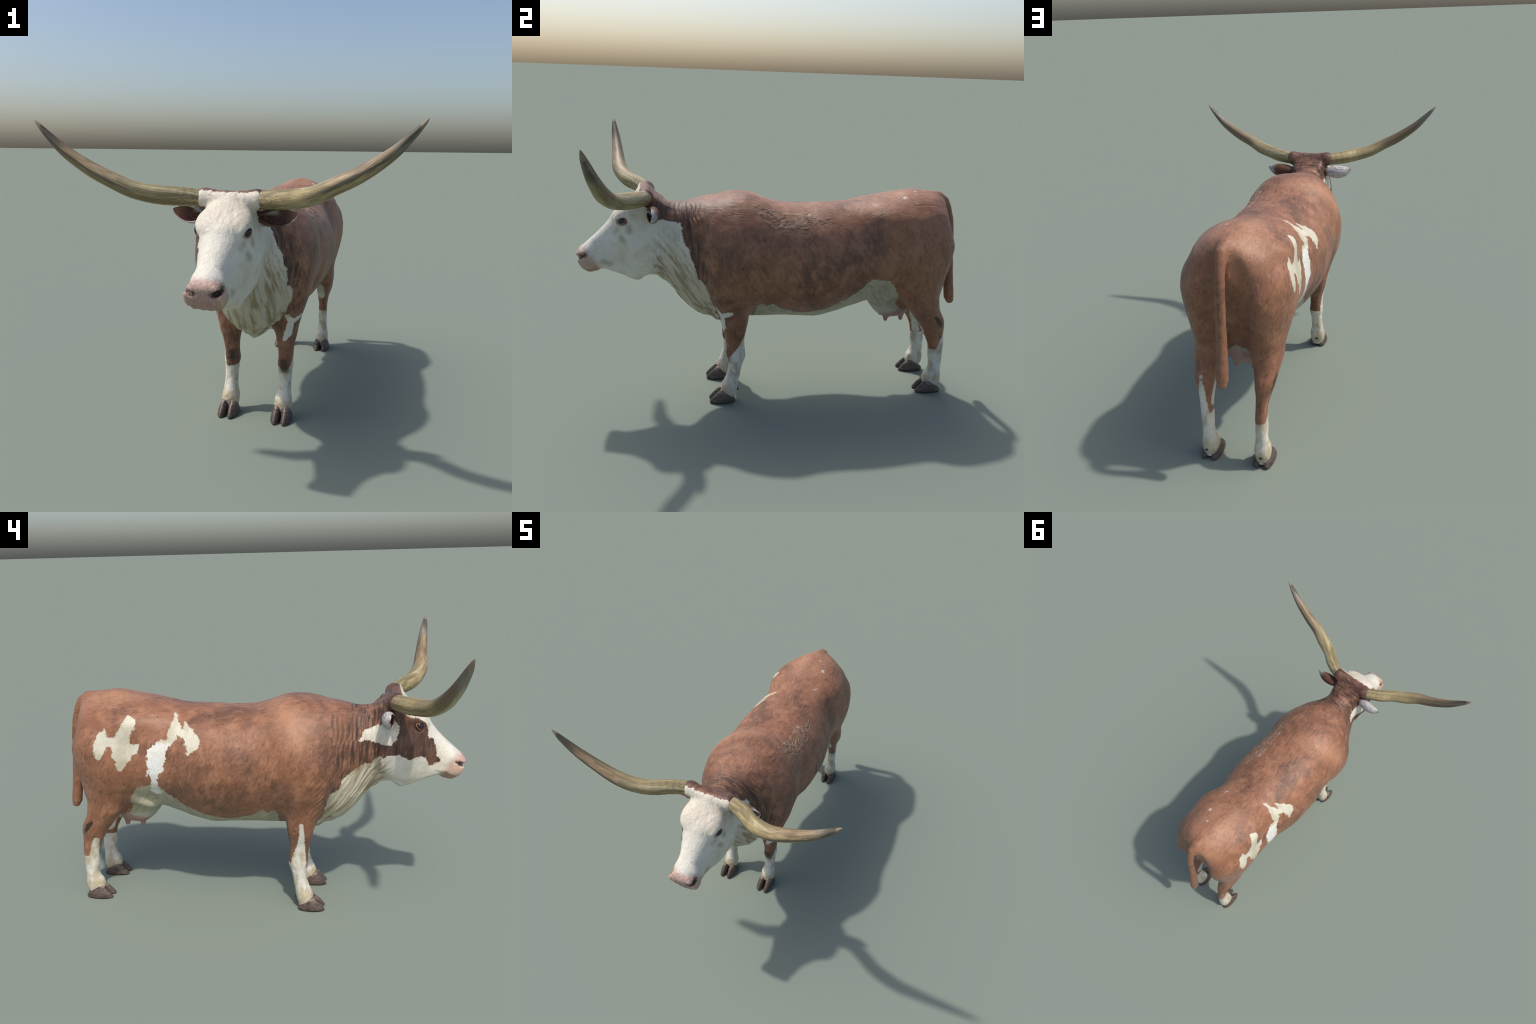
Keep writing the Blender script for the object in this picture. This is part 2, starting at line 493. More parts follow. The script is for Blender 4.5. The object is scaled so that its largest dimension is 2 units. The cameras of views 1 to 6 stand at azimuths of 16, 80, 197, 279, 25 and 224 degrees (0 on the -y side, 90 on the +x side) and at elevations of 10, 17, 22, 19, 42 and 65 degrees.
WHITE = [
    # patch behind the right ear
    [(-.135, -.509, .894, .008), (-.123, -.545, .919, .030), (-.121, -.586, .922, .042), (-.124, -.627, .917, .046), (-.119, -.645, .950, .036)],
    # left foreleg patch
    [(.158, -.325, .520, .010), (.178, -.305, .488, .018), (.158, -.292, .430, .020), (.138, -.287, .394, .007)],
    [(.180, -.300, .492, .016), (.209, -.262, .512, .013)],
    # right foreleg stripe
    [(-.204, -.242, .486, .010), (-.192, -.243, .430, .013), (-.178, -.238, .370, .018), (-.166, -.230, .305, .032), (-.162, -.225, .258, .040)],
    # left hind leg
    [(.140, .873, .430, .010), (.138, .886, .380, .014), (.138, .895, .320, .020), (.138, .893, .250, .030)],
    [(.122, .735, .432, .030), (.128, .785, .368, .026)],
    [(.085, .800, .410, .030), (.092, .850, .300, .028)],
    # right hind leg
    [(-.162, .818, .343, .015), (-.156, .832, .285, .024), (-.152, .842, .225, .032)],
    [(-.085, .810, .370, .024), (-.092, .845, .260, .028)],
]
SPOTS = [[(.090, .622, 1.068, .009), (.094, .634, 1.064, .006)], [(.043, .694, 1.090, .004), (.044, .698, 1.090, .003)], [(.076, .680, 1.079, .003), (.077, .684, 1.079, .003)],
         [(.099, .455, 1.036, .004), (.110, .475, 1.032, .003)], [(.120, .655, 1.052, .002), (.135, .672, 1.044, .003)]]
DARK = [   # worn, bare or nearly black places
    [(.197, .818, .452, .010), (.192, .840, .430, .014), (.176, .862, .395, .007)],
    [(-.197, .818, .452, .010), (-.192, .840, .430, .014), (-.176, .862, .395, .007)],
    [(.272, -.215, .770, .003), (.273, -.214, .762, .003)], [(-.272, -.215, .770, .003), (-.273, -.214, .762, .003)],
    [(.032, -.921, .851, .0022), (.032, -.923, .849, .0022)],
    [(-.157, .439, 1.001, .005), (-.160, .438, 1.000, .005)],
]
KNEE = [[(.133, -.268, .275, .022), (.136, -.260, .246, .024)], [(-.124, -.270, .300, .015), (-.124, -.266, .278, .018)]]
SMUDGE = [[(.098, -.800, .915, .010), (.096, -.812, .900, .012)], [(.105, -.775, .870, .010), (.106, -.768, .862, .012)], [(.112, -.740, .925, .012), (.113, -.738, .910, .012)], [(.070, -.870, .745, .010), (.075, -.840, .735, .010)]]


class Tree:
    """small helper to write node maths as expressions"""

    def __init__(self, name):
        self.m = bpy.data.materials.new(name)
        self.m.use_nodes = True
        self.t = self.m.node_tree
        self.bsdf = self.t.nodes["Principled BSDF"]
        self.obj = self.new("ShaderNodeTexCoord").outputs["Object"]

    def new(self, kind, **kw):
        n = self.t.nodes.new(kind)
        for k, v in kw.items():
            setattr(n, k, v)
        return n

    def put(self, socket, v):
        if isinstance(v, bpy.types.NodeSocket):
            self.t.links.new(v, socket)
        elif isinstance(v, (tuple, list)):
            socket.default_value = (*v, 1) if len(socket.default_value) == 4 and len(v) == 3 else v
        else:
            socket.default_value = v

    def math(self, op, a, b=0., c=0.):
        n = self.new("ShaderNodeMath", operation=op)
        for s, v in zip(n.inputs, (a, b, c)):
            self.put(s, v)
        return n.outputs[0]

    def vec(self, op, a, b=(0, 0, 0)):
        n = self.new("ShaderNodeVectorMath", operation=op)
        self.put(n.inputs[0], a)
        if op == "SCALE":
            self.put(n.inputs["Scale"], b)
        else:
            self.put(n.inputs[1], b)
        return n.outputs["Value"] if op in ("DOT_PRODUCT", "LENGTH") else n.outputs[0]

    def split(self, v):
        n = self.new("ShaderNodeSeparateXYZ")
        self.put(n.inputs[0], v)
        return n.outputs

    def join(self, x, y, z):
        n = self.new("ShaderNodeCombineXYZ")
        for s, v in zip(n.inputs, (x, y, z)):
            self.put(s, v)
        return n.outputs[0]

    def noise(self, v, scale, detail=2., rough=.5, colour=False, warp=0.):
        n = self.new("ShaderNodeTexNoise")
        self.put(n.inputs["Vector"], v)
        n.inputs["Scale"].default_value, n.inputs["Detail"].default_value, n.inputs["Roughness"].default_value, n.inputs["Distortion"].default_value = scale, detail, rough, warp
        return n.outputs["Color" if colour else "Fac"]

    def stretch(self, v, turn, scale):
        n = self.new("ShaderNodeMapping")
        self.put(n.inputs["Vector"], v)
        n.inputs["Rotation"].default_value = turn
        s = self.vec("MULTIPLY", n.outputs[0], scale)
        return s

    def grain(self, v, main, scales, seed=0.):
        """coordinates stretched along a direction in the y-z plane: (x, along, across)"""
        c, s_ = main
        x, y, z = self.split(v)
        al = self.math("ADD", self.math("MULTIPLY", y, c), self.math("MULTIPLY", z, s_))
        ac = self.math("SUBTRACT", self.math("MULTIPLY", z, c), self.math("MULTIPLY", y, s_))
        return self.join(self.math("MULTIPLY", x, scales[0]), self.math("MULTIPLY_ADD", al, scales[1], seed), self.math("MULTIPLY", ac, scales[2]))

    def ramp(self, f, a, b):
        """0 below a, 1 above b (a may exceed b), smooth"""
        n = self.new("ShaderNodeMapRange", interpolation_type="SMOOTHSTEP")
        self.put(n.inputs["Value"], f)
        lo, hi = (a, b) if a < b else (b, a)
        n.inputs["From Min"].default_value, n.inputs["From Max"].default_value = lo, hi
        n.inputs["To Min"].default_value, n.inputs["To Max"].default_value = (0, 1) if a < b else (1, 0)
        return n.outputs[0]

    def mix(self, f, a, b, mode="MIX"):
        n = self.new("ShaderNodeMix", data_type="RGBA", blend_type=mode)
        self.put(n.inputs["Factor"], f)
        self.put(n.inputs["A"], a) if False else self.put([s for s in n.inputs if s.identifier == "A_Color"][0], a)
        self.put([s for s in n.inputs if s.identifier == "B_Color"][0], b)
        return [s for s in n.outputs if s.identifier == "Result_Color"][0]

    def plot(self, f, pts):
        """piecewise linear function of f, both in 0..1 after scaling: x in [-1.2, 1.2], y in [-1.2, 2.4]"""
        n = self.new("ShaderNodeFloatCurve")
        self.put(n.inputs["Value"], self.math("MULTIPLY_ADD", f, 1 / 2.4, .5))
        c = n.mapping.curves[0]
        pts = sorted(pts)
        pts = [((x + 1.2) / 2.4, (y + 1.2) / 3.6) for x, y in pts]
        pts = [(0., pts[0][1])] + pts + [(1., pts[-1][1])]
        c.points[0].location, c.points[1].location = pts[0], pts[-1]
        for p in pts[1:-1]:
            c.points.new(*p)
        for p in c.points:
            p.handle_type = "VECTOR"
        n.mapping.update()
        return self.math("MULTIPLY_ADD", n.outputs[0], 3.6, -1.2)

    def chains(self, P, groups, lo, hi, r_add=0.):
        """distance to the union of tapered capsule chains, those that reach the box lo..hi"""
        d = None
        for chain in groups:
            for a, b in zip(chain[:-1], chain[1:]):
                pad = max(a[3], b[3]) + .03
                if any(max(a[i], b[i]) + pad < lo[i] or min(a[i], b[i]) - pad > hi[i] for i in range(3)):
                    continue
                g = self.new("ShaderNodeGroup", node_tree=capsule_group())
                self.put(g.inputs[0], P)
                g.inputs[1].default_value, g.inputs[2].default_value = a[:3], tuple(b[i] - a[i] for i in range(3))
                g.inputs[3].default_value, g.inputs[4].default_value = a[3] + r_add, b[3] - a[3]
                g.inputs[5].default_value = 1 / max(sum((b[i] - a[i]) ** 2 for i in range(3)), 1e-9)
                d = g.outputs[0] if d is None else self.math("MINIMUM", d, g.outputs[0])
        return d


def capsule_group():
    g = bpy.data.node_groups.get("tapered_capsule")
    if g:
        return g
    g = bpy.data.node_groups.new("tapered_capsule", "ShaderNodeTree")
    for nm, kind in (("P", "NodeSocketVector"), ("A", "NodeSocketVector"), ("AB", "NodeSocketVector"), ("R", "NodeSocketFloat"), ("dR", "NodeSocketFloat"), ("k", "NodeSocketFloat")):
        g.interface.new_socket(nm, in_out="INPUT", socket_type=kind)
    g.interface.new_socket("d", in_out="OUTPUT", socket_type="NodeSocketFloat")
    i, o = g.nodes.new("NodeGroupInput"), g.nodes.new("NodeGroupOutput")
    L = g.links.new
    sub = g.nodes.new("ShaderNodeVectorMath"); sub.operation = "SUBTRACT"
    L(i.outputs[0], sub.inputs[0]); L(i.outputs[1], sub.inputs[1])
    dot = g.nodes.new("ShaderNodeVectorMath"); dot.operation = "DOT_PRODUCT"
    L(sub.outputs[0], dot.inputs[0]); L(i.outputs[2], dot.inputs[1])
    h = g.nodes.new("ShaderNodeMath"); h.operation = "MULTIPLY"; h.use_clamp = True
    L(dot.outputs["Value"], h.inputs[0]); L(i.outputs[5], h.inputs[1])
    sc = g.nodes.new("ShaderNodeVectorMath"); sc.operation = "SCALE"
    L(i.outputs[2], sc.inputs[0]); L(h.outputs[0], sc.inputs["Scale"])
    s2 = g.nodes.new("ShaderNodeVectorMath"); s2.operation = "SUBTRACT"
    L(sub.outputs[0], s2.inputs[0]); L(sc.outputs[0], s2.inputs[1])
    ln = g.nodes.new("ShaderNodeVectorMath"); ln.operation = "LENGTH"
    L(s2.outputs[0], ln.inputs[0])
    r = g.nodes.new("ShaderNodeMath"); r.operation = "MULTIPLY_ADD"
    L(h.outputs[0], r.inputs[0]); L(i.outputs[4], r.inputs[1]); L(i.outputs[3], r.inputs[2])
    e = g.nodes.new("ShaderNodeMath"); e.operation = "SUBTRACT"
    L(ln.outputs["Value"], e.inputs[0]); L(r.outputs[0], e.inputs[1])
    L(e.outputs[0], o.inputs[0])
    return g


# lines where brown meets white, read along the body
NECK_LEFT = [(.38, -.24), (.47, -.31), (.538, -.343), (.606, -.365), (.665, -.384), (.680, -.414), (.733, -.430), (.790, -.450), (.832, -.461), (.848, -.479), (.906, -.491), (.955, -.499)]      # z -> y
CREST_LEFT = [(-.695, 1.18), (-.686, 1.035), (-.660, 1.020), (-.625, .985), (-.609, .957), (-.586, .962), (-.544, .951), (-.523, .951), (-.511, .942), (-.499, .951), (-.485, .93), (-.30, .93)]       # y -> z
JAW_RIGHT = [(-.900, 1.18), (-.886, .800), (-.880, .780), (-.852, .769), (-.829, .762), (-.818, .766), (-.812, .805), (-.790, .814), (-.767, .812), (-.735, .798), (-.715, .810), (-.682, .826),
             (-.655, .821), (-.627, .817), (-.619, .804), (-.595, .816), (-.573, .792), (-.567, .778), (-.536, .783), (-.515, .777), (-.469, .742), (-.432, .720), (-.415, .665), (-.367, .646), (-.350, .558), (-.333, .487), (-.24, .38)]     # y -> z
BLAZE_RIGHT = [(-.900, .70), (-.884, .790), (-.862, .805), (-.857, .830), (-.850, .860), (-.840, .893), (-.815, .900), (-.811, .945), (-.800, .972), (-.760, .998), (-.724, .996), (-.705, 1.013), (-.692, 1.03), (-.684, 1.18)]     # y -> z
BELLY = [(-.134, -1.), (-.126, .50), (-.120, .553), (-.100, .548), (-.072, .530), (-.047, .550), (-.015, .524), (.035, .503), (.075, .492), (.134, .482), (.188, .497), (.244, .515), (.296, .545), (.340, .579), (.380, .612),
         (.410, .645), (.435, .680), (.500, .676), (.545, .662), (.568, .640), (.595, .60), (.615, .555), (.635, .50), (.645, -1.)]      # y -> z


def P_y(T):
    return T.split(T.obj)[1]


def P_z(T):
    return T.split(T.obj)[2]


def coat(name, lo, hi, jagged=.034):
    T = Tree(name)
    P = T.obj
    jag = T.vec("SUBTRACT", T.noise(P, 52, 5, .72, colour=True), (.5, .5, .5))
    D = T.vec("ADD", P, T.vec("SCALE", jag, jagged))
    x, y, z = T.split(D)
    # ---- where the white is (negative = inside)
    dl = T.math("MAXIMUM", T.math("SUBTRACT", y, T.plot(z, NECK_LEFT)), T.math("MULTIPLY", T.math("SUBTRACT", z, T.plot(y, CREST_LEFT)), .7))
    dr = T.math("MULTIPLY", T.math("MINIMUM", T.math("SUBTRACT", z, T.plot(y, JAW_RIGHT)), T.math("SUBTRACT", T.plot(y, BLAZE_RIGHT), z)), .6)
    side = T.math("GREATER_THAN", x, -.004)
    d = T.math("ADD", T.math("MULTIPLY", dl, side), T.math("MULTIPLY", dr, T.math("SUBTRACT", 1., side)))
    front = T.math("SUBTRACT", y, -.235)
    d = T.math("MAXIMUM", d, front)
    if lo[1] < -.1 and lo[2] < .5:      # legs below the breast are brown
        leg = T.math("MAXIMUM", T.math("MAXIMUM", T.math("SUBTRACT", .085, T.math("ABSOLUTE", x)), T.math("SUBTRACT", -.328, y)), T.math("SUBTRACT", z, .525))
        d = T.math("MAXIMUM", d, T.math("MULTIPLY", leg, -1.))
    belly = T.math("MULTIPLY", T.math("SUBTRACT", z, T.plot(y, BELLY)), .7)
    d = T.math("MINIMUM", d, belly)
    bag = T.chains(D, [[(0, .52, .45, .104), (0, .62, .45, .110), (0, .715, .45, .085)]], lo, hi)
    if bag is not None:
        d = T.math("MINIMUM", d, bag)
    w = T.chains(D, WHITE, lo, hi)
    if w is not None:
        d = T.math("MINIMUM", d, w)
    if lo[2] < .3:                      # socks, higher at the back of the leg
        fore = T.math("LESS_THAN", y, .3)
        slope = T.math("MULTIPLY", T.math("ADD", y, .262), T.math("MULTIPLY", fore, T.math("ADD", T.math("MULTIPLY", T.math("GREATER_THAN", x, 0.), 1.15), .35)))
        base = T.math("ADD", T.math("MULTIPLY", fore, -.008), T.math("ADD", .240, T.math("MULTIPLY", T.math("GREATER_THAN", x, 0.), .012)))
        sock = T.math("SUBTRACT", z, T.math("ADD", base, T.math("MULTIPLY", slope, 1.)))
        d = T.math("MINIMUM", d, T.math("MULTIPLY", sock, .7))
    white = T.ramp(d, .0022, -.0022)
    cream = T.chains(D, CREAM, lo, hi)

    # ---- brown hair
    hair = T.noise(T.grain(P, (.50, -.866), (190, 48, 190)), 1., 3, .6)
    lock = T.noise(T.grain(P, (.42, -.908), (62, 17, 62)), 1., 3, .6, warp=.5)
    if hi[2] > 1.0 and lo[1] < .9 and hi[1] > -.3:        # along the spine the hair lies straight back
        on_top = T.ramp(P_z(T), .90, 1.02)
        hair = T.math("ADD", T.math("MULTIPLY", hair, T.math("SUBTRACT", 1., on_top)), T.math("MULTIPLY", T.noise(T.grain(P, (.97, -.22), (170, 42, 170)), 1., 3, .6), on_top))
        lock = T.math("ADD", T.math("MULTIPLY", lock, T.math("SUBTRACT", 1., on_top)), T.math("MULTIPLY", T.noise(T.grain(P, (.97, -.22), (60, 15, 60)), 1., 3, .6, warp=.4), on_top))
    cloud = T.noise(P, 3.6, 5, .60, warp=.7)
    cloud = T.math("ADD", cloud, T.math("ADD", T.math("MULTIPLY", T.ramp(P_y(T), .35, .65), .09), T.math("MULTIPLY", T.ramp(P_y(T), -.22, -.45), -.10)))
    patch = T.noise(P, 15, 3, .55, warp=.3)
    brown = T.mix(T.ramp(cloud, .32, .60), BROWN_DARK, BROWN)
    brown = T.mix(T.math("MULTIPLY", T.ramp(patch, .44, .72), .55), brown, BROWN_LIGHT)
    brown = T.mix(T.math("MULTIPLY", T.ramp(patch, .44, .26), .22), brown, BROWN_DARK)
    brown = T.mix(T.math("MULTIPLY", T.ramp(lock, .50, .28), .50), brown, BROWN_DEEP)
    brown = T.mix(T.math("MULTIPLY", T.ramp(lock, .54, .74), .40), brown, BROWN_PALE)
    brown = T.mix(T.math("MULTIPLY", T.ramp(hair, .50, .76), .42), brown, BROWN_PALE)
    brown = T.mix(T.math("MULTIPLY", T.ramp(hair, .47, .24), .48), brown, BROWN_DEEP)
    if hi[1] < -.25:                    # dark upright streaks on the neck
        streak = T.noise(T.vec("MULTIPLY", P, (14, 75, 7)), 1., 3, .6, warp=.3)
        k = T.math("MULTIPLY", T.ramp(y, -.27, -.40), T.ramp(streak, .54, .38))
        brown = T.mix(T.math("MULTIPLY", k, .80), brown, (.030, .017, .014))
        poll = T.math("MULTIPLY", T.ramp(y, -.60, -.645), T.ramp(cloud, .72, .42))
        brown = T.mix(T.math("MULTIPLY", poll, .55), brown, (.060, .030, .024))

    # paler, more orange tone over rump, withers and right shoulder
    paler_orange = T.chains(P, PALER_ORANGE, lo, hi)
    if paler_orange is not None:
        k = T.math("MULTIPLY", T.ramp(T.math("MULTIPLY_ADD", patch, .10, paler_orange), .12, -.03), T.math("MULTIPLY_ADD", T.ramp(hair, .3, .6), .35, .40))
        brown = T.mix(k, brown, (.50, .255, .145))

    # ---- white hair
    stain = T.noise(P, 11, 4, .6, warp=.6)
    wht = T.mix(T.math("MULTIPLY", T.ramp(stain, .42, .70), .60), WHITE_HAIR, WHITE_WARM)  # warm blotches made strong to paint shading onto the cheeks
    wht = T.mix(T.math("MULTIPLY", T.ramp(lock, .48, .30), .10 if hi[2] < .7 else .26), wht, (.46, .43, .35))
    wht = T.mix(T.math("MULTIPLY", T.ramp(hair, .46, .25), .22), wht, (.50, .47, .39))
    if lo[1] < -.3 and lo[2] > .3:      # ochre streaks on the dewlap
        w = T.vec("ADD", P, T.vec("SCALE", jag, .016))
        s = T.noise(T.grain(w, (.60, -.80), (34, 4.5, 44)), 1., 2.5, .55, warp=.25)
        k = T.math("MULTIPLY", T.ramp(z, .95, .76), T.math("MULTIPLY", T.ramp(y, -.67, -.59), T.ramp(s, .44, .64)))
        wht = T.mix(T.math("MULTIPLY", T.math("MULTIPLY", T.ramp(y, -.66, -.56), T.ramp(z, .88, .64)), .75), wht, (.49, .425, .29))
        wht = T.mix(T.math("MULTIPLY", k, .88), wht, (.265, .19, .095))
        # warm curls of the forehead
        curl = T.noise(T.grain(w, (.72, -.69), (120, 26, 60)), 1., 2, .6, warp=.5)
        brow = T.math("MULTIPLY", T.ramp(y, -.86, -.80), T.ramp(z, .93, 1.0))
        wht = T.mix(T.math("MULTIPLY", brow, T.math("MULTIPLY_ADD", T.ramp(curl, .60, .36), .60, .15)), wht, (.60, .51, .385))
    if lo[2] < .45:                     # stained legs and fetlocks, underside shade painted on the belly
        s = T.noise(T.vec("MULTIPLY", P, (24, 24, 15)), 1., 3, .6)
        low = T.math("MULTIPLY", T.ramp(s, .44, .64), T.ramp(z, .40, .30))
        wht = T.mix(T.math("MULTIPLY", low, .70), wht, (.39, .315, .185))
        fet = T.math("MULTIPLY", T.ramp(z, .125, .085), T.ramp(s, .30, .52))
        wht = T.mix(T.math("MULTIPLY", fet, .60), wht, (.48, .385, .215))
        skin = T.math("MULTIPLY", T.ramp(y, -.2, -.1), T.ramp(z, .36, .40))  # mask for darkening the white belly hair with its underside shadow
        wht = T.mix(T.math("MULTIPLY", skin, T.math("MULTIPLY_ADD", stain, .6, .35)), wht, (.36, .345, .245))
    col = T.mix(white, brown, wht)
    if cream is not None:
        c = T.mix(T.math("MAXIMUM", T.math("MAXIMUM", T.ramp(y, .49, .53), T.ramp(y, .355, .325)), T.ramp(z, .875, .905)), T.mix(T.ramp(stain, .42, .66), (.74, .74, .70), (.66, .64, .55)), T.mix(T.ramp(stain, .40, .64), (.60, .565, .45), (.47, .43, .31)))
        c = T.mix(T.math("MULTIPLY", T.ramp(hair, .48, .26), .35), c, (.40, .34, .22))
        col = T.mix(T.ramp(cream, .0022, -.0022), col, c)

    def lay(groups, colour, soft, strength=1., grow=0.):
        nonlocal col
        dd = T.chains(D, groups, lo, hi, grow)
        if dd is not None:
            col = T.mix(T.math("MULTIPLY", T.ramp(dd, soft, -soft), strength), col, colour)

    scar = T.chains(D, SCAR, lo, hi)
    if scar is not None:
        mat = T.chains(D, [[(.160, -.120, 1.012, .010), (.188, -.020, .962, .034), (.172, .090, .968, .034), (.172, .175, .970, .016)]], lo, hi)
        tangle = T.noise(T.vec("ADD", P, T.vec("SCALE", jag, .10)), 24, 2, .55, warp=1.0)
        inside = T.ramp(T.math("MULTIPLY_ADD", tangle, .06, mat), .065, -.010)
        col = T.mix(T.math("MULTIPLY", inside, .62), col, (.225, .138, .086))
        col = T.mix(T.math("MULTIPLY", T.math("MULTIPLY", inside, T.ramp(tangle, .46, .34)), .45), col, (.055, .031, .021))
        strand = T.ramp(T.math("ABSOLUTE", T.math("SUBTRACT", tangle, .53)), .040, .008)
        col = T.mix(T.math("MULTIPLY", T.math("MULTIPLY", inside, strand), .75), col, (.36, .255, .165))
        col = T.mix(T.math("MULTIPLY", T.ramp(scar, .012, .003), T.ramp(lock, .50, .32)), col, (.045, .026, .018))
        col = T.mix(T.math("MULTIPLY", T.ramp(scar, .006, -.0035), T.math("MULTIPLY_ADD", T.ramp(lock, .36, .6), .60, .08)), col, (.41, .275, .175))
    lay([PALE_HAIR], (.30, .19, .13), .012, .7)
    lay([[(.140, .117, .986, .005), (.141, .126, .984, .005)], [(.141, -.072, 1.013, .004), (.141, -.066, 1.012, .004)]], (.62, .60, .60), .004)
    lay(SPOTS, (.60, .56, .53), .004)
    lay(DARK, (.018, .013, .011), .005, .92)
    lay(KNEE, (.032, .018, .013), .014, .9)
    lay(SMUDGE, (.25, .215, .125), .018, .72)
    # ---- bare nose and muzzle
    if lo[1] < -.8:
        t = T.vec("DOT_PRODUCT", T.vec("SUBTRACT", D, (0, HEAD_O[0], HEAD_O[1])), (0, HEAD_A[0], HEAD_A[1]))
        ax_ = T.math("ABSOLUTE", x)
        edge = T.math("SUBTRACT", t, T.math("MULTIPLY_ADD", ax_, -.30, .3705))
        fleck = T.noise(P, 130, 3, .65)
        nose = T.mix(T.ramp(fleck, .35, .65), (.47, .285, .225), (.37, .225, .195))
        nose = T.mix(T.math("MULTIPLY", T.ramp(z, .785, .725), .85), nose, (.31, .175, .135))
        nose = T.mix(T.math("MULTIPLY", T.ramp(ax_, .046, .068), .70), nose, (.42, .195, .090))
        col = T.mix(T.math("MULTIPLY", T.ramp(edge, -.022, .018), T.math("MULTIPLY", T.math("MULTIPLY_ADD", T.ramp(fleck, .3, .6), .25, .72), T.math("MULTIPLY_ADD", T.ramp(ax_, .074, .058), .28, .72))), col, nose)
        for s in (1, -1):
            lay([[(s * .036, -.984, .757, .007), (s * .046, -.972, .757, .015), (s * .058, -.962, .765, .015), (s * .067, -.952, .779, .008)]], (.020, .010, .008), .006, .95)
    # ---- pink udder skin and teats
    if bag is not None:
        pink = T.math("MULTIPLY", T.ramp(T.math("MULTIPLY_ADD", y, -.42, z), .212, .178), T.ramp(bag, .012, -.004))
        col = T.mix(pink, col, T.mix(T.ramp(stain, .4, .6), (.40, .235, .205), (.33, .175, .155)))
    # ---- reddish rims of the eyes
    for s in (1, -1):
        e = [[(s * .10, -.762, .951, .017), (s * .10, -.783, .949, .017)]]
        lay(e, (.16, .065, .038), .006, .8)
    T.put(T.bsdf.inputs["Base Color"], col)
    T.bsdf.inputs["Roughness"].default_value = .52
    T.bsdf.inputs["Specular IOR Level"].default_value = .45
    T.bsdf.inputs["Sheen Weight"].default_value = .06
    T.bsdf.inputs["Sheen Roughness"].default_value = .5
    b = T.new("ShaderNodeBump")
    b.inputs["Strength"].default_value, b.inputs["Distance"].default_value = .85, .0036
    T.put(b.inputs["Height"], T.math("ADD", T.math("MULTIPLY", hair, .55), T.math("MULTIPLY", lock, .75)))
    T.t.links.new(b.outputs[0], T.bsdf.inputs["Normal"])
    return T.m


BROWN, BROWN_DARK, BROWN_LIGHT, BROWN_DEEP, BROWN_PALE = (.268, .114, .059), (.122, .057, .033), (.410, .194, .107), (.066, .033, .020), (.42, .213, .126)
WHITE_HAIR, WHITE_WARM = (.70, .66, .575), (.545, .47, .345)


